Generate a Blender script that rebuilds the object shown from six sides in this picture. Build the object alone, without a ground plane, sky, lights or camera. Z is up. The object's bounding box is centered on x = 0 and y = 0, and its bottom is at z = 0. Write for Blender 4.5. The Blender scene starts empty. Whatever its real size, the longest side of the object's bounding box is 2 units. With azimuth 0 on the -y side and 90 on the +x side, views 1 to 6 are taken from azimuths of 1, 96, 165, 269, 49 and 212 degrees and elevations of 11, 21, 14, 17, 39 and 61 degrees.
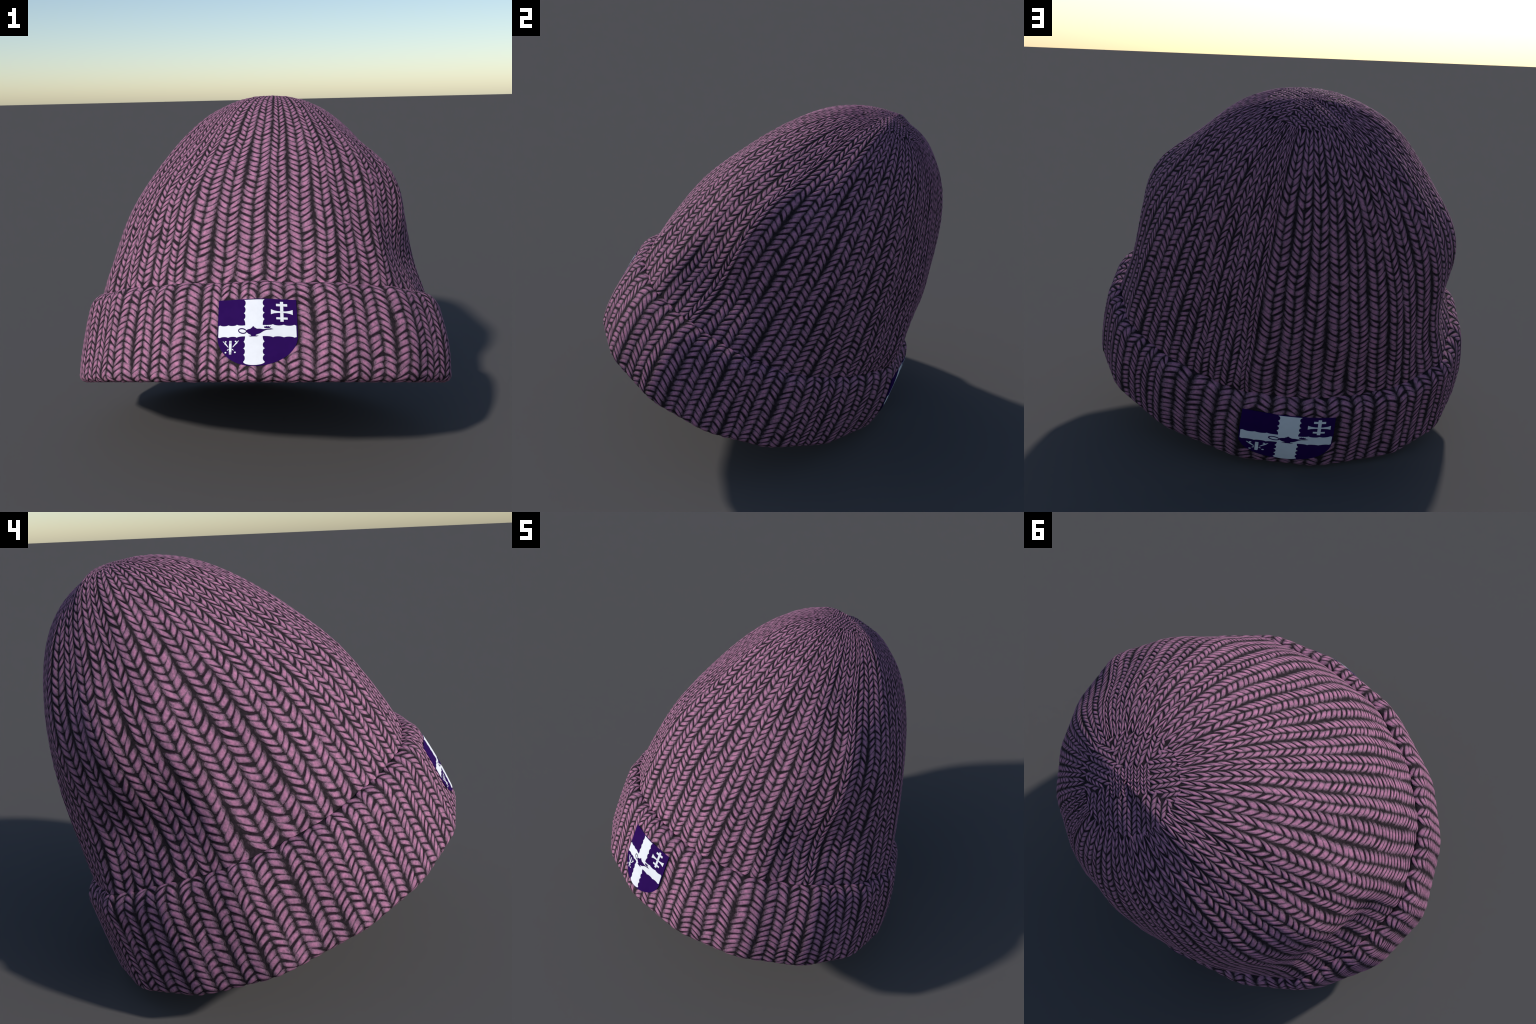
# A ribbed knitted beanie hat with a turned-up cuff and two shield emblems.
# The hat floats tipped back: its rim lies in a plane that slopes down towards +y.
import bpy, bmesh, math
import numpy as np

rng = np.random.default_rng(7)
TAU = 2 * math.pi

# ------------------------------------------------------------------ frame of the hat
EN = np.array([0.0169, 0.3524, 0.9357])        # the rim plane's normal: tipped back, a touch rolled
EN /= np.linalg.norm(EN)
EX = np.array([1.0, 0.0, 0.0]) - EN * EN[0]
EX /= np.linalg.norm(EX)
EY = np.cross(EN, EX)
RIM = np.array([0.0, -0.02, (0.2418 + 0.3524 * 0.02) / 0.9357])          # a point of the rim plane
HAT = np.stack([EX, EY, EN])


def world(local):
    return RIM + local @ HAT


# the cloth hangs in sixteen flat-ish panels; their edges stand at these angles (0 = front, 90 = +x side)
PANEL_EDGES = np.radians([0, 21, 39.8, 59.5, 77.5, 96.7, 120.3, 150.3, 180, 209, 230, 251.4, 270.8, 293.5, 313, 336, 360])


def panels(theta, radii, soften=math.radians(3.0), steps=(-1.0, -0.5, 0.0, 0.5, 1.0)):
    """Radius at an angle of a section whose panel edges have the given radii (last axis: 16); edges a little rounded."""
    total = 0
    for s in steps:
        t = (np.asarray(theta, float) + s * soften) % TAU
        i = np.clip(np.searchsorted(PANEL_EDGES, t, side="right") - 1, 0, 15)
        a, b = PANEL_EDGES[i], PANEL_EDGES[i + 1]
        if np.ndim(radii) == 1:
            ra, rb = radii[i], radii[(i + 1) % 16]
        else:
            ra = np.take_along_axis(radii, i[..., None], -1)[..., 0]
            rb = np.take_along_axis(radii, ((i + 1) % 16)[..., None], -1)[..., 0]
        d = np.sin(b - a)
        total = total + 1 / (np.sin(b - t) / (ra * d) + np.sin(t - a) / (rb * d))
    return total / len(steps)


# ------------------------------------------------------------------ crown: sections from the cuff up to the tip
# each row: the radii of the sixteen panel edges at one level of a spline from under the cuff to the tip
CROWN_SECTIONS = np.array([
    (0.958, 0.958, 1.002, 1.056, 1.007, 0.924, 0.832, 0.719, 0.817, 0.858, 0.989, 1.061, 1.025, 0.989, 0.967, 0.956),
    (0.938, 0.950, 0.991, 1.044, 0.995, 0.917, 0.828, 0.719, 0.812, 0.849, 0.980, 1.045, 1.004, 0.970, 0.946, 0.934),
    (0.869, 0.930, 0.961, 0.990, 0.958, 0.897, 0.812, 0.725, 0.788, 0.831, 0.948, 0.985, 0.940, 0.909, 0.877, 0.864),
    (0.808, 0.857, 0.850, 0.750, 0.828, 0.821, 0.745, 0.756, 0.679, 0.771, 0.810, 0.729, 0.852, 0.825, 0.812, 0.818),
    (0.819, 0.821, 0.854, 0.893, 0.833, 0.798, 0.734, 0.703, 0.731, 0.782, 0.821, 0.887, 0.869, 0.831, 0.819, 0.834),
    (0.828, 0.885, 0.920, 0.962, 0.914, 0.855, 0.779, 0.792, 0.760, 0.835, 0.920, 0.945, 0.898, 0.850, 0.823, 0.817),
    (0.917, 0.935, 0.941, 0.925, 0.956, 0.933, 0.905, 0.862, 0.903, 0.942, 0.999, 0.951, 0.964, 0.935, 0.885, 0.909),
    (1.047, 1.058, 1.067, 1.085, 1.102, 1.087, 1.082, 1.091, 1.075, 1.097, 1.089, 1.125, 1.100, 1.068, 1.063, 1.052),
    (1.135, 1.128, 1.126, 1.122, 1.123, 1.125, 1.128, 1.125, 1.141, 1.123, 1.118, 1.123, 1.122, 1.137, 1.132, 1.130),
    (1.104, 1.104, 1.104, 1.104, 1.104, 1.104, 1.104, 1.104, 1.104, 1.104, 1.104, 1.104, 1.104, 1.104, 1.104, 1.104),
])
CENTRE = np.array([0.02, -0.02, 0.55])          # radii of the crown are measured from here
LEAN = math.radians(6.0)
AXIS = np.array([0.05, math.sin(LEAN), math.cos(LEAN)])
AXIS /= np.linalg.norm(AXIS)
_py = np.array([0.0, math.cos(LEAN), -math.sin(LEAN)])
SIDE = np.cross(_py, AXIS)
SIDE /= np.linalg.norm(SIDE)
BACK = np.cross(AXIS, SIDE)
LOW = math.radians(-30.0)


def spline(x, n):
    m = n - 3
    x = np.clip(x, 0, 1)
    k = np.minimum(np.floor(x * m).astype(int), m - 1)
    t = x * m - k
    out = np.zeros(x.shape + (n,))
    for j, wgt in enumerate([(1 - t) ** 3 / 6, (3 * t ** 3 - 6 * t ** 2 + 4) / 6, (-3 * t ** 3 + 3 * t ** 2 + 3 * t + 1) / 6, t ** 3 / 6]):
        np.put_along_axis(out, (k + j)[..., None], wgt[..., None], -1)
    return out


def crown(theta, lift):
    """Local point of the crown; lift 0 (below the cuff) .. 1 (tip)."""
    theta, lift = np.broadcast_arrays(np.asarray(theta, float), np.asarray(lift, float))
    radii = spline(lift, len(CROWN_SECTIONS)) @ CROWN_SECTIONS
    p = LOW + (math.pi / 2 - LOW) * lift

    def edge(k, i):
        r = np.take_along_axis(radii, (i % 16)[..., None], -1)[..., 0]
        return r[..., None] * ((np.cos(p) * np.sin(k))[..., None] * SIDE - (np.cos(p) * np.cos(k))[..., None] * BACK + np.sin(p)[..., None] * AXIS)
    total, steps = 0, (-1.0, -0.5, 0.0, 0.5, 1.0)
    for s in steps:                                  # flat panels between the edges, the edges a little rounded
        t = (theta + s * math.radians(3.0)) % TAU
        i = np.clip(np.searchsorted(PANEL_EDGES, t, side="right") - 1, 0, 15)
        f = ((t - PANEL_EDGES[i]) / (PANEL_EDGES[i + 1] - PANEL_EDGES[i]))[..., None]
        total = total + edge(PANEL_EDGES[i], i) * (1 - f) + edge(PANEL_EDGES[i + 1], i + 1) * f
    return CENTRE + total / len(steps)


# ------------------------------------------------------------------ cuff: radii of the panel edges at four heights (last row: its height)
CUFF_OUTLINES = np.array([
    (1.005, 1.048, 1.071, 1.063, 1.019, 0.932, 0.819, 0.754, 0.758, 0.836, 0.914, 0.973, 1.003, 0.986, 0.975, 0.975),
    (0.981, 1.034, 1.064, 1.057, 1.003, 0.935, 0.832, 0.776, 0.771, 0.830, 0.905, 0.964, 0.988, 0.966, 0.953, 0.956),
    (0.946, 0.990, 1.014, 1.004, 0.977, 0.910, 0.811, 0.748, 0.754, 0.818, 0.898, 0.924, 0.958, 0.943, 0.925, 0.936),
    (0.893, 0.939, 0.961, 0.941, 0.927, 0.861, 0.772, 0.712, 0.712, 0.766, 0.859, 0.869, 0.911, 0.894, 0.882, 0.884),
    (0.456, 0.449, 0.447, 0.450, 0.443, 0.435, 0.437, 0.437, 0.434, 0.437, 0.448, 0.460, 0.459, 0.454, 0.459, 0.456),
])
CUFF_LEVELS = (0.04, 0.5, 0.88)
CUFF_SWELL = 0.005


def cuff_height(theta):
    return panels(theta, CUFF_OUTLINES[4])


def ring(theta, r, h):
    return np.stack([r * np.sin(theta), -r * np.cos(theta), h], -1)


def cuff_radius(theta, f):
    """Outer radius of the cuff at the height fraction f: a parabola through three outlines."""
    r1, r2, r3 = (panels(theta, CUFF_OUTLINES[k]) + CUFF_SWELL for k in range(3))
    a, b, c = CUFF_LEVELS
    return (r1 * (f - b) * (f - c) / ((a - b) * (a - c)) + r2 * (f - a) * (f - c) / ((b - a) * (b - c)) + r3 * (f - a) * (f - b) / ((c - a) * (c - b)))


# ------------------------------------------------------------------ sampled surfaces (a grid that stitches are laid on)
class Sheet:
    """A closed band of cloth: positions and normals on a grid of (angle, row)."""

    def __init__(self, pos, rows):
        self.p, self.rows = pos, rows
        du = np.roll(pos, -1, 0) - np.roll(pos, 1, 0)
        dv = np.gradient(pos, axis=1)
        n = np.cross(du, dv)
        n /= np.linalg.norm(n, axis=-1, keepdims=True) + 1e-12
        self.n = n

    def at(self, deg, row):
        nu, nv = self.p.shape[:2]
        u = (np.asarray(deg) / 360.0 * nu) % nu
        v = np.clip(np.asarray(row) / self.rows, 0, 1) * (nv - 1)
        i, j = np.floor(u).astype(int) % nu, np.minimum(np.floor(v).astype(int), nv - 2)
        fu, fv = (u - np.floor(u))[..., None], (v - j)[..., None]
        i2 = (i + 1) % nu

        def mix(g):
            return (g[i, j] * (1 - fu) + g[i2, j] * fu) * (1 - fv) + (g[i, j + 1] * (1 - fu) + g[i2, j + 1] * fu) * fv
        n = mix(self.n)
        return mix(self.p), n / (np.linalg.norm(n, axis=-1, keepdims=True) + 1e-12)


def along(curves, stops):
    """Resample each curve (first axis) at the given fractions of its own length."""
    seg = np.linalg.norm(np.diff(curves, axis=1), axis=-1)
    s = np.concatenate([np.zeros((len(curves), 1)), np.cumsum(seg, 1)], 1)
    s /= s[:, -1:]
    out = np.empty((len(curves), len(stops), 3))
    for i in range(len(curves)):
        for k in range(3):
            out[i, :, k] = np.interp(stops, s[i], curves[i, :, k])
    return out


NU = 720
ANG = np.arange(NU) / NU * TAU
CAP = 0.915                     # lift at which the crown's ribs end and the tip patch starts
CROWN_ROWS, CUFF_ROWS = 43, 18
ROW_GROWTH = 1.25               # rows near the tip are that much taller than those at the cuff


def crown_start(theta):
    """Lift at which the crown comes out of the cuff, for each angle."""
    lifts = np.linspace(0, 0.7, 141)
    h = crown(theta[:, None], lifts[None, :])[..., 2] - cuff_height(theta)[:, None]
    out = np.empty(len(theta))
    for i in range(len(theta)):
        k = int(np.argmax(h[i] > -0.01))
        out[i] = lifts[max(k, 1)] if k == 0 else np.interp(-0.01, h[i, k - 1:k + 1], lifts[k - 1:k + 1])
    return out


START = crown_start(ANG)


def crown_sheet():
    t = np.linspace(0, 1, 160)
    lift = START[:, None] + (CAP - START)[:, None] * t[None, :]
    curves = crown(ANG[:, None], lift)
    x = np.linspace(0, 1, CROWN_ROWS * 6 + 1)
    stops = (x + (ROW_GROWTH - 1) * x * x / 2) / (1 + (ROW_GROWTH - 1) / 2)
    return Sheet(world(along(curves, stops)), CROWN_ROWS)


def cuff_profile(theta, inner=False):
    """Cross-section of the cuff for each angle, from under the fold, up the outside, over the top."""
    ht = cuff_height(theta)
    r1 = cuff_radius(theta, 0.04)
    pts = [ring(theta, r1 - 0.10, 0 * ht + 0.006), ring(theta, r1 - 0.065, 0 * ht + 0.001), ring(theta, r1 - 0.036, 0 * ht), ring(theta, r1 - 0.015, 0 * ht + 0.008), ring(theta, r1 - 0.003, 0 * ht + 0.022)]
    for f in np.linspace(0.075, 0.86, 16):
        pts.append(ring(theta, cuff_radius(theta, f), f * ht))
    top = panels(theta, CUFF_OUTLINES[3])
    r3 = cuff_radius(theta, 0.86)
    for k in np.linspace(0.2, 1, 5):
        pts.append(ring(theta, r3 + (top - 0.012 - r3) * k ** 1.5, (0.86 + 0.14 * math.sin(k * math.pi / 2)) * ht))
    return np.stack(pts, 1)


def cuff_sheet():
    return Sheet(world(along(cuff_profile(ANG), np.linspace(0, 1, CUFF_ROWS * 6 + 1))), CUFF_ROWS)


CROWN, CUFF = crown_sheet(), cuff_sheet()


def tip_point(x, y):
    """World point and normal of the tip patch; x towards the +x side, y towards the front, metres along the cloth."""
    def pos(x, y):
        th = np.arctan2(x, y)
        lift = 1 - (np.hypot(x, y) / 1.05) / (math.pi / 2 - LOW)
        return world(crown(th, lift))
    e = 0.006
    p = pos(x, y)
    n = np.cross(pos(x + e, y) - pos(x - e, y), pos(x, y - e) - pos(x, y + e))
    n /= np.linalg.norm(n, axis=-1, keepdims=True) + 1e-12
    flip = np.sign((n * (p - world(CENTRE))).sum(-1, keepdims=True))
    return p, n * flip


# ------------------------------------------------------------------ materials
def material(name, light, dark, grain=55.0, streak=0.25, rough=0.9, bump=0.2, sheen=0.0, detail=5.0, gloss=0.15):
    m = bpy.data.materials.new(name)
    m.use_nodes = True
    nt = m.node_tree
    b = nt.nodes["Principled BSDF"]
    tc = nt.nodes.new("ShaderNodeTexCoord")
    mp = nt.nodes.new("ShaderNodeMapping")
    nt.links.new(tc.outputs["Object"], mp.inputs["Vector"])
    no = nt.nodes.new("ShaderNodeTexNoise")
    no.inputs["Scale"].default_value = grain
    no.inputs["Detail"].default_value = detail
    no.inputs["Roughness"].default_value = 0.65
    nt.links.new(mp.outputs["Vector"], no.inputs["Vector"])
    big = nt.nodes.new("ShaderNodeTexNoise")
    big.inputs["Scale"].default_value = grain * 0.28
    big.inputs["Detail"].default_value = 2.0
    nt.links.new(mp.outputs["Vector"], big.inputs["Vector"])
    mixf = nt.nodes.new("ShaderNodeMix")
    mixf.inputs["Factor"].default_value = streak
    nt.links.new(no.outputs["Fac"], mixf.inputs["A"])
    nt.links.new(big.outputs["Fac"], mixf.inputs["B"])
    cr = nt.nodes.new("ShaderNodeValToRGB")
    cr.color_ramp.elements[0].position, cr.color_ramp.elements[0].color = 0.38, (*dark, 1)
    cr.color_ramp.elements[1].position, cr.color_ramp.elements[1].color = 0.62, (*light, 1)
    nt.links.new(mixf.outputs["Result"], cr.inputs["Fac"])
    nt.links.new(cr.outputs["Color"], b.inputs["Base Color"])
    b.inputs["Roughness"].default_value = rough
    b.inputs["Specular IOR Level"].default_value = gloss
    if sheen:
        b.inputs["Sheen Weight"].default_value = sheen
    if bump:
        bp = nt.nodes.new("ShaderNodeBump")
        bp.inputs["Strength"].default_value = bump
        bp.inputs["Distance"].default_value = 0.004
        nt.links.new(no.outputs["Fac"], bp.inputs["Height"])
        nt.links.new(bp.outputs["Normal"], b.inputs["Normal"])
    return m


TONES = [material("pink_yarn", (0.525, 0.208, 0.350), (0.282, 0.128, 0.206), 75),  # one pink yarn; the four below are darkened copies for its soft shading
         material("pink_yarn_painted_light_shade", (0.370, 0.166, 0.266), (0.205, 0.103, 0.162), 75),
         material("pink_yarn_painted_half_shade", (0.230, 0.124, 0.181), (0.102, 0.060, 0.086), 85),
         material("yarn_end_painted_shadow", (0.088, 0.054, 0.071), (0.032, 0.021, 0.027), 90),
         material("yarn_flank_painted_shadow", (0.066, 0.024, 0.051), (0.028, 0.011, 0.023), 90)]
GAP = material("black_plum_backing", (0.034, 0.022, 0.030), (0.012, 0.009, 0.011), 90, bump=0)
LINING = material("plum_lining", (0.16, 0.07, 0.12), (0.06, 0.028, 0.046), 40)
PURPLE = material("deep_purple_print", (0.026, 0.0046, 0.088), (0.023, 0.0040, 0.080), 30, rough=0.8, bump=0, gloss=0.02)
WHITE = material("white_print", (0.80, 0.81, 0.85), (0.76, 0.77, 0.81), 30, rough=0.8, bump=0, gloss=0.02)

# ------------------------------------------------------------------ objects
root = bpy.data.objects.new("knit_beanie", None)
bpy.context.scene.collection.objects.link(root)
root["label"] = "dusty pink ribbed knit beanie with turned-up cuff and shield emblems"
root["category"] = "knit hat"


def new_mesh(name, verts, faces, mats, parent, index=None, smooth=True):
    me = bpy.data.meshes.new(name)
    verts, n = np.asarray(verts, np.float32), len(faces)
    if isinstance(faces, np.ndarray):
        k = faces.shape[1]
        me.vertices.add(len(verts))
        me.vertices.foreach_set("co", verts.ravel())
        me.loops.add(faces.size)
        me.loops.foreach_set("vertex_index", faces.ravel().astype(np.int32))
        me.polygons.add(n)
        me.polygons.foreach_set("loop_start", np.arange(0, n * k, k, dtype=np.int32))
        me.polygons.foreach_set("loop_total", np.full(n, k, np.int32))
    else:
        me.from_pydata(verts.tolist(), [], faces)
    for m in mats:
        me.materials.append(m)
    if index is not None:
        me.polygons.foreach_set("material_index", np.asarray(index, np.int32))
    me.polygons.foreach_set("use_smooth", np.full(n, smooth))
    me.update(calc_edges=True)
    me.validate()
    ob = bpy.data.objects.new(name, me)
    bpy.context.scene.collection.objects.link(ob)
    ob.parent = parent
    return ob


def band_faces(nu, nv):
    i, j = np.meshgrid(np.arange(nu), np.arange(nv - 1), indexing="ij")
    i2 = (i + 1) % nu
    return np.stack([i * nv + j, i2 * nv + j, i2 * nv + j + 1, i * nv + j + 1], -1).reshape(-1, 4)


DEPTH = 0.0019          # the backing lies that far below the hat's nominal surface
CREST = 0.0011         # and the yarn stands that far above it

# --- crown backing: outside skin, then the lining inside, one closed cloth
nt_, nl_ = 240, 70
th = np.arange(nt_) / nt_ * TAU
st = np.interp(th, ANG, START, period=TAU)
lift = (st - 0.05)[:, None] + (1.0 - (st - 0.05))[:, None] * np.linspace(0, 1, nl_)[None, :]
outer = crown(th[:, None], lift)
away = outer - CENTRE
away /= np.linalg.norm(away, axis=-1, keepdims=True)
skin = outer - away * DEPTH
inside = outer - away * 0.030
v = np.concatenate([skin, inside[:, ::-1]], 1)
crown_part = new_mesh("crown", world(v).reshape(-1, 3), band_faces(nt_, 2 * nl_), [GAP, LINING], root,
                      np.tile((np.arange(2 * nl_ - 1) >= nl_).astype(int), nt_))

# --- cuff backing: closed ring with a rounded fold below and a rolled top
th = np.arange(360) / 360 * TAU
prof = along(cuff_profile(th), np.linspace(0, 1, 60))
ctr = prof.mean(1, keepdims=True) - ring(th, 0 * th + 0.03, 0 * th)[:, None]
c_sheet = Sheet(world(prof), 1)
shell = world(prof) - c_sheet.n * DEPTH
top = prof[:, -1]
rad = np.hypot(prof[:, 0, 0], prof[:, 0, 1])
ht = cuff_height(th)
hull = []
for k in np.linspace(0, 1, 8):
    rr = np.hypot(top[:, 0], top[:, 1]) - 0.03
    hull.append(ring(th, rr * (1 - k) + (rad - 0.004) * k, (ht - 0.05) * (1 - k) + 0.03 * k))
v = np.concatenate([shell, world(np.stack(hull, 1)), shell[:, :1]], 1)
cuff_part = new_mesh("cuff", v.reshape(-1, 3), band_faces(360, v.shape[1]), [GAP, LINING], root,
                     np.tile((np.arange(v.shape[1] - 1) >= 60).astype(int), 360))

# ------------------------------------------------------------------ one leg of a stitch: a flat sheared pillow of yarn
SEG, RINGS = 16, (0.0, 0.30, 0.50, 0.66, 0.79, 0.90, 1.0)
_a = np.arange(SEG) / SEG * TAU
_n = 2 / 3.0
_c, _s = np.sign(np.cos(_a)) * np.abs(np.cos(_a)) ** _n, np.sign(np.sin(_a)) * np.abs(np.sin(_a)) ** _n
LA = np.concatenate([[0]] + [q * _c for q in RINGS[1:]])
LB = np.concatenate([[0]] + [q * _s for q in RINGS[1:]])
LR = np.concatenate([[0]] + [np.full(SEG, q) for q in RINGS[1:]])
LPHI = np.concatenate([[0]] + [_a for q in RINGS[1:]])
LZ = (1 - LR ** 2.2) ** 0.75
LEG_TRI = np.array([[0, 1 + k, 1 + (k + 1) % SEG] for k in range(SEG)])
LEG_QUAD = np.array([[1 + r * SEG + k, 1 + (r + 1) * SEG + k, 1 + (r + 1) * SEG + (k + 1) % SEG, 1 + r * SEG + (k + 1) % SEG]
                     for r in range(len(RINGS) - 2) for k in range(SEG)])
LEG_FACES = np.concatenate([LEG_TRI, LEG_QUAD[:, [0, 1, 2]], LEG_QUAD[:, [0, 2, 3]]])


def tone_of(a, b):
    """Shading painted over the leg: bright crest, colour darkened in steps to shadowed ends and flanks."""
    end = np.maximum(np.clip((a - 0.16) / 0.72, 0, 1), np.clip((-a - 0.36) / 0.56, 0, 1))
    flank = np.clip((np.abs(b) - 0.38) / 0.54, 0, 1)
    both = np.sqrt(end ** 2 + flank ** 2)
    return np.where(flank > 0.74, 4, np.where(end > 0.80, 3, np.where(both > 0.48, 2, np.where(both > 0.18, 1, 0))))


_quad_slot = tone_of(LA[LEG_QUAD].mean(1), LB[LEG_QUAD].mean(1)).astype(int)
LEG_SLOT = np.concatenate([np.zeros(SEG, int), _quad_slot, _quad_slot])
NV = len(LA)

stitches = []          # (vertices of both legs, size, parent name)


def lay(place, uc, vc, du, dv, rise, lean, where, keep=None, height=1.0):
    """One V stitch: two legs left and right of the column's middle; place(u, v) gives point and normal."""
    legs = []
    for side in (-1, 1):
        jit = np.clip(rng.normal(0, 1, 8), -2.2, 2.2)
        half = du * (0.252 + 0.010 * jit[0])
        mid_u = uc + side * du * (0.243 + 0.010 * jit[1])
        mid_v = vc + dv * 0.055 * jit[2]
        tilt = rise * dv * (0.55 + 0.09 * jit[3])
        fat = dv * (0.515 + 0.045 * jit[4])
        bow = 0.14 * dv * (1 + 0.5 * jit[6])
        wob = 1 + 0.045 * np.sin(2 * LPHI + 3 * jit[6]) + 0.06 * np.sin(3 * LPHI + 3 * jit[7])
        a, b = LA * wob, LB * wob
        taper = 1 - 0.14 * a * a
        u = mid_u + side * half * a
        vv = mid_v + lean * tilt * a + fat * b * taper + lean * bow * (a * a - 0.4)
        p, n = place(u, vv)
        if keep is not None and not keep(u[0], vv[0]):
            continue
        z = -DEPTH + 0.0003 + 0.0003 * abs(jit[5]) + LZ * (DEPTH + CREST * (1 + 0.3 * jit[5])) * height
        q = p + n * z[:, None]
        legs.append((q, LEG_FACES if (side * 1) > 0 else LEG_FACES[:, ::-1]))
    if not legs:
        return
    vs = np.concatenate([g[0] for g in legs])
    fs = np.concatenate([g[1] + k * NV for k, g in enumerate(legs)])
    size = np.ptp(vs, axis=0)
    stitches.append((vs, fs, float(np.linalg.norm(size)), where))


# ------------------------------------------------------------------ emblems: where they sit on the cuff (degrees, height fractions)
EMBLEMS = [dict(left=-10.9, middle=-1.35, right=9.8, top=0.80, foot=0.15), dict(left=150.2, middle=167.8, right=183.8, top=0.83, foot=0.15)]


def shield_half(v):
    return np.where(v < 0.55, 1.0 - 0.02 * np.abs(v - 0.5), np.sqrt(np.clip(1 - (np.clip(v - 0.55, 0, 1) / 0.45) ** 2, 0, 1)))


def under_emblem(deg, p):
    h = (p - RIM) @ EN
    f = h / cuff_height(np.radians(deg))
    for e in EMBLEMS:
        d = (deg - e["middle"] + 180) % 360 - 180
        u = d / (e["right"] - e["middle"]) if d > 0 else d / (e["middle"] - e["left"])
        v = (e["top"] - f) / (e["top"] - e["foot"])
        if 0.04 < v < 0.97 and abs(u) < shield_half(np.array(v)) - 0.04:
            return True
    return False


# ------------------------------------------------------------------ ribs of the crown: where the valleys between them run (degrees)
CROWN_VALLEYS = [0.8, 7.7, 16.3, 23.2, 30, 37.6, 43.8, 50, 56, 59.8, 67, 74.4, 81.9, 89, 96, 104.2, 111.8, 119.8, 127.6, 133.6, 139.2,
                 144.7, 149.9, 153.4, 162.4, 171.1, 180, 189, 196.7, 204.7, 211.1, 217.9, 225.5, 232.3, 239.9, 246.5, 253.6, 260.4, 266.4,
                 274.5, 282.7, 291.2, 299.1, 307, 313.5, 320.6, 327.2, 334.3, 343.2, 351.5, 360.8]
INVERTED = (59.8, 153.4)          # between the two seams the stitches point the other way
CUFF_VALLEYS = [0, 6.8, 13.9, 21, 28, 35.5, 43.5, 50.5, 56.7, 63.5, 69.5, 75.2, 81, 86.5, 92.8, 100, 106.5, 112.3, 118.7, 129, 140, 149.8,
                160.5, 170.8, 180.5, 190.6, 198.8, 207.5, 215, 222.5, 228, 234, 241, 249.2, 256.1, 263, 269.2, 275.3, 282.4, 289, 295.3, 301.4,
                307.8, 314.6, 322, 328.7, 335.6, 343.8, 349.3, 354.8, 360]


def wander(seed, row, size):
    """A slow drift of a rib's course."""
    return size * (math.sin(row * 0.23 + seed * 2.1) + 0.6 * math.sin(row * 0.51 + seed * 4.7))


for c in range(len(CROWN_VALLEYS) - 1):
    a0, a1 = CROWN_VALLEYS[c], CROWN_VALLEYS[c + 1]
    mid, wid = (a0 + a1) / 2, a1 - a0
    lean = -1 if INVERTED[0] < mid < INVERTED[1] else 1
    phase = rng.uniform(0, 1)
    tall = 1 + 0.20 * math.exp(-((mid - 268) / 45) ** 2) + 0.05 * math.exp(-((mid - 140) / 50) ** 2)        # looser on the left
    for r in range(-1, CROWN_ROWS + 1):
        row = (r + phase) * tall
        if not 0.0 <= row <= CROWN_ROWS + 0.2:
            continue
        lay(CROWN.at, mid + wander(c, row, 0.25), row, wid, tall, 1.0, lean, "crown")

for c in range(len(CUFF_VALLEYS) - 1):
    a0, a1 = CUFF_VALLEYS[c], CUFF_VALLEYS[c + 1]
    phase = rng.uniform(0, 1)
    for r in range(0, CUFF_ROWS):
        row = r + phase
        lay(CUFF.at, (a0 + a1) / 2 + wander(c + 60, row, 0.2), row, a1 - a0, 1.0, 1.0, -1, "cuff",
            keep=lambda u, v: not under_emblem(u % 360, CUFF.at(u, v)[0]))

# ------------------------------------------------------------------ tip patch: four wedges of straight ribs round a fine middle panel
TIP_R = (1 - CAP) * (math.pi / 2 - LOW) * 1.05
WEDGES = [(95, 60, 130), (20, -18, 60), (308, 275, 342), (205, 130, 275)]


def in_core(x, y):
    d = math.radians(35)
    s, t = x * math.cos(d) - y * math.sin(d), x * math.sin(d) + y * math.cos(d)
    return abs(s + 0.01) < 0.072 and abs(t) < 0.055


for k, (face, lo, hi) in enumerate(WEDGES):
    d = math.radians(face)
    rx, ry = math.sin(d), math.cos(d)            # outward direction of the wedge
    sx, sy = ry, -rx                             # across the wedge

    def place(u, v, rx=rx, ry=ry, sx=sx, sy=sy):
        return tip_point(rx * v + sx * u, ry * v + sy * u)

    def keep(u, v, lo=lo, hi=hi, rx=rx, ry=ry, sx=sx, sy=sy):
        x, y = rx * v + sx * u, ry * v + sy * u
        ang = math.degrees(math.atan2(x, y))
        inside = any(lo <= ang + o < hi for o in (-360, 0, 360))
        return inside and math.hypot(x, y) < TIP_R + 0.004 and not in_core(x, y)
    for i in range(-7, 8):
        for j in range(0, 13):
            lay(place, i * 0.036 + 0.008, j * 0.0205 + 0.006 * (i % 3), 0.036, 0.0205, 1.0, 1 if k % 2 else -1, "crown", keep, 0.8)
d = math.radians(35)


def core_place(u, v):
    return tip_point(u * math.cos(d) + v * math.sin(d), -u * math.sin(d) + v * math.cos(d))


for i in range(-4, 3):
    for j in range(-4, 5):
        lay(core_place, i * 0.0235 + 0.008, j * 0.0145 + 0.003 * (i % 2), 0.0235, 0.0145, 1.0, 1, "crown",
            lambda u, v: abs(u + 0.01) < 0.074 and abs(v) < 0.057, 0.7)

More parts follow.
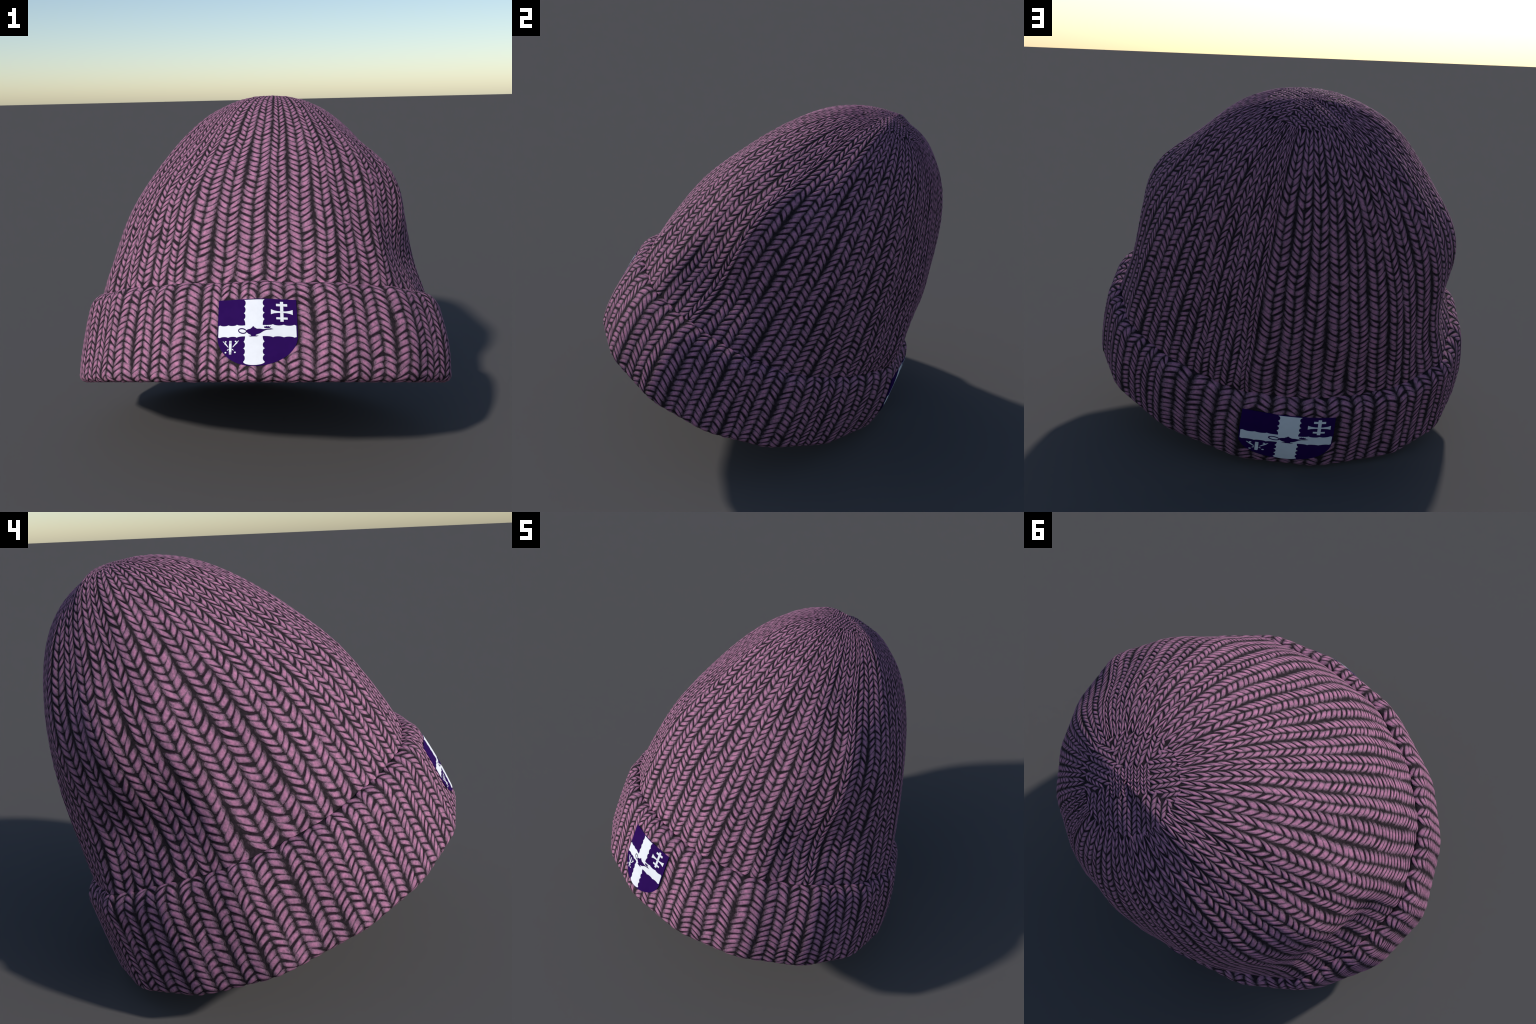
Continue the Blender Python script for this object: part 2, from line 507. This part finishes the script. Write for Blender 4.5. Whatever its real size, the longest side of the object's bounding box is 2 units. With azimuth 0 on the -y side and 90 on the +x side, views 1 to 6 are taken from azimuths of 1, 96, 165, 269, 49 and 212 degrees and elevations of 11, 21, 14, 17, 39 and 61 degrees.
# ------------------------------------------------------------------ stitches: the 300 largest singly, the rest joined
order = sorted(range(len(stitches)), key=lambda k: -stitches[k][2])
single = set(order[:300])
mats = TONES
parts = {"crown": crown_part, "cuff": cuff_part}
for name, part in parts.items():
    vs, fs, sl, base = [], [], [], 0
    for k, (v, f, size, where) in enumerate(stitches):
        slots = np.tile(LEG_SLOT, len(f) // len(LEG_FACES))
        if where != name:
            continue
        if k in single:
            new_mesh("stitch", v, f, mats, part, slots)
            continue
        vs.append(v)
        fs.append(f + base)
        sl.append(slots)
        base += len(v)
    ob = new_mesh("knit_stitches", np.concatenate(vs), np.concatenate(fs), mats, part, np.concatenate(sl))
    ob["kind"] = "stuff"

# ------------------------------------------------------------------ emblems: drawn flat (u across -1..1, v down 0..1), then laid on the cuff


def flat(polys):
    """Polygons -> a bmesh cut into small cells so that it can follow the cuff."""
    bm = bmesh.new()
    for poly in polys:
        area = sum(x0 * y1 - x1 * y0 for (x0, y0), (x1, y1) in zip(poly, poly[1:] + poly[:1]))
        bm.faces.new([bm.verts.new((x, y, 0)) for x, y in (poly if area > 0 else poly[::-1])])
    bmesh.ops.triangulate(bm, faces=bm.faces[:])
    for axis, lo, hi, n in ((0, -1, 1, 21), (1, 0, 1, 17)):
        for c in np.linspace(lo, hi, n + 2)[1:-1]:
            no = (1, 0, 0) if axis == 0 else (0, 1, 0)
            bmesh.ops.bisect_plane(bm, geom=bm.verts[:] + bm.edges[:] + bm.faces[:], plane_co=tuple(c * x for x in no), plane_no=no, dist=1e-6)
    bmesh.ops.remove_doubles(bm, verts=bm.verts[:], dist=1e-5)
    return bm


def emblem_piece(name, polys, mat, emblem, offset, thick, parent):
    bm = flat(polys)
    bmesh.ops.recalc_face_normals(bm, faces=bm.faces[:])
    ext = bmesh.ops.extrude_face_region(bm, geom=bm.faces[:])
    upper = {v for v in ext["geom"] if isinstance(v, bmesh.types.BMVert)}
    co = np.array([v.co[:2] for v in bm.verts])
    lay_z = np.array([offset if v in upper else offset - thick for v in bm.verts])
    u, v = co[:, 0], co[:, 1]
    deg = emblem["middle"] + np.where(u > 0, u * (emblem["right"] - emblem["middle"]), u * (emblem["middle"] - emblem["left"]))
    f = emblem["top"] + (emblem["foot"] - emblem["top"]) * v
    th = np.radians(deg)

    def pos(th, f):
        return world(ring(th, cuff_radius(th, f), f * cuff_height(th)))
    p = pos(th, f)
    n = np.cross(pos(th + 0.01, f) - pos(th - 0.01, f), pos(th, f + 0.02) - pos(th, f - 0.02))
    n /= np.linalg.norm(n, axis=1, keepdims=True)
    for vert, q in zip(bm.verts, p + n * lay_z[:, None]):
        vert.co = q
    bmesh.ops.recalc_face_normals(bm, faces=bm.faces[:])
    me = bpy.data.meshes.new(name)
    bm.to_mesh(me)
    bm.free()
    me.materials.append(mat)
    ob = bpy.data.objects.new(name, me)
    bpy.context.scene.collection.objects.link(ob)
    ob.parent = parent
    return ob


def dent(x, points):
    """Engrailed edge: 0 on the hollows, 1 at the sharp points."""
    lo = [p for p in points if p <= x]
    hi = [p for p in points if p > x]
    step = points[1] - points[0]
    a, b = (lo[-1] if lo else points[0] - step), (hi[0] if hi else points[-1] + step)
    g = 2 * (x - a) / (b - a) - 1
    return 1 - math.sqrt(max(0.0, 1 - g * g))


def shield(inset=0.0):
    side = [(1 - inset, v) for v in np.linspace(inset, 0.5, 6)]
    for k in np.linspace(0, math.pi / 2, 16)[1:]:
        side.append(((1 - inset) * math.cos(k), 0.55 + (0.45 - inset) * math.sin(k)))
    return side[:-1] + [(0.0, 1.0 - inset)] + [(-x, y) for x, y in side[-2::-1]]


POINTS_UP = [0.015, 0.114, 0.217, 0.31, 0.47]
POINTS_DOWN = [0.50, 0.645, 0.742, 0.838, 0.935]
POINTS_SIDE = [0.12, 0.445, 0.69, 0.925]
BAR_TOP, BAR_LOW, BAR_HALF = 0.402, 0.563, 0.215


def strip(rows):
    """Quads between successive (low, high) edges."""
    return [[a[0], a[1], b[1], b[0]] for a, b in zip(rows[:-1], rows[1:])]


def cross_polys():
    def upright(v, points):
        w = BAR_HALF + 0.055 * dent(v, points)
        return (-w, v), (w, v)

    def arm(u, side):
        k = 0.02 * dent(u, POINTS_SIDE)
        return (side * u, BAR_TOP - k), (side * u, BAR_LOW + k)
    polys = strip([upright(v, POINTS_UP) for v in np.linspace(0.014, BAR_TOP, 49)])
    polys += strip([((-BAR_HALF, v), (BAR_HALF, v)) for v in (BAR_TOP, BAR_LOW)])
    polys += strip([upright(v, POINTS_DOWN) for v in np.linspace(BAR_LOW, 0.938, 49)])
    polys += strip([((-BAR_HALF * 1.2 * math.cos(k), 0.938 + 0.048 * math.sin(k)), (BAR_HALF * 1.2 * math.cos(k), 0.938 + 0.048 * math.sin(k))) for k in np.linspace(0, 1.5, 8)])
    for side in (-1, 1):
        polys += strip([arm(u, side) for u in np.linspace(BAR_HALF, 0.972, 37)])
    return polys


PX = 1 / 515.0          # the drawing unit of the small charges
PV = 1 / 875.0


def rect(x0, y0, x1, y1):
    return [(x0, y0), (x1, y0), (x1, y1), (x0, y1)]


def charge(polys, cx, cv):
    return [[(cx + x * PX, cv + y * PV) for x, y in p] for p in polys]


def stroke(a, b, w0, w1):
    (x0, y0), (x1, y1) = a, b
    l = math.hypot(x1 - x0, y1 - y0)
    nx, ny = -(y1 - y0) / l, (x1 - x0) / l
    return [(x0 + nx * w0, y0 + ny * w0), (x1 + nx * w1, y1 + ny * w1), (x1 - nx * w1, y1 - ny * w1), (x0 - nx * w0, y0 - ny * w0)]


def ribbon(points, width):
    return [stroke(a, b, width, width) for a, b in zip(points[:-1], points[1:])]


def blob(cx, cy, rx, ry, n=14):
    return [(cx + rx * math.cos(k / n * TAU), cy + ry * math.sin(k / n * TAU)) for k in range(n)]


def double_cross():
    flare = [(-129, -33), (-90, -18), (-45, -11), (0, -10), (45, -11), (90, -18), (129, -33), (129, 33), (90, 18), (45, 11), (0, 10), (-45, 11), (-90, 18), (-129, 33)]
    return charge([rect(-19, -138, 19, -11.5), rect(-19, 11.5, 19, 127), rect(-67, -109, -19.5, -77), rect(19.5, -109, 67, -77),
                   rect(-67, 70, -19.5, 97), rect(19.5, 70, 67, 97), flare], 0.655, 0.198)


def lamp():
    body = [(-105, -10), (-70, -25), (-35, -32), (-28, -42), (-16, -46), (-9, -58), (0, -64), (9, -58), (16, -46), (30, -40), (42, -30), (80, -30), (118, -24), (160, -28), (205, -36),
            (236, -28), (200, -20), (160, -16), (125, -2), (80, 30), (34, 48), (28, 58), (-28, 58), (-34, 48), (-62, 36), (-88, 14)]
    handle = [(-150 + 55 * math.cos(k), -6 + 30 * math.sin(k) + 0.16 * 55 * math.cos(k)) for k in np.linspace(-0.15, TAU - 0.55, 22)]
    flame = [(125, -42), (130, -62), (142, -56), (152, -68), (163, -58), (176, -68), (186, -56), (204, -64), (196, -42), (170, -34.5), (150, -34.5)]
    foot = [(-65, 62), (-40, 58.5), (40, 58.5), (65, 62), (40, 70), (-40, 70)]
    return charge([body, flame, foot] + ribbon(handle, 7), 0.0, 0.49)


def device():
    polys = [rect(-18, -58, 18, 55), rect(-17, -88, 17, -76), rect(-18, -72, 18, -63), rect(-18, 60, 18, 68), rect(-16, 74, 16, 88)]
    polys += [stroke((-84, -62), (-30, -4), 11, 4), stroke((98, -70), (34, -6), 11, 4), stroke((-110, -82), (-88, -66), 3, 5), stroke((118, -88), (100, -74), 3, 5)]
    polys += [blob(-68, -78, 12, 9), blob(74, -80, 12, 9), blob(-68, 64, 13, 10), blob(68, 62, 13, 10), stroke((-46, 36), (-26, 20), 4, 6), stroke((46, 36), (26, 20), 4, 6)]
    return charge(polys, -0.62, 0.725)


for e in EMBLEMS:
    field = emblem_piece("shield_emblem", [shield()], PURPLE, e, 0.0024, 0.006, cuff_part)
    emblem_piece("white_cross", cross_polys(), WHITE, e, 0.0034, 0.0025, field)
    emblem_piece("oil_lamp_symbol", lamp(), PURPLE, e, 0.0044, 0.0025, field)
    emblem_piece("double_cross_symbol", double_cross(), WHITE, e, 0.0034, 0.0025, field)
    emblem_piece("column_symbol", device(), WHITE, e, 0.0034, 0.0025, field)
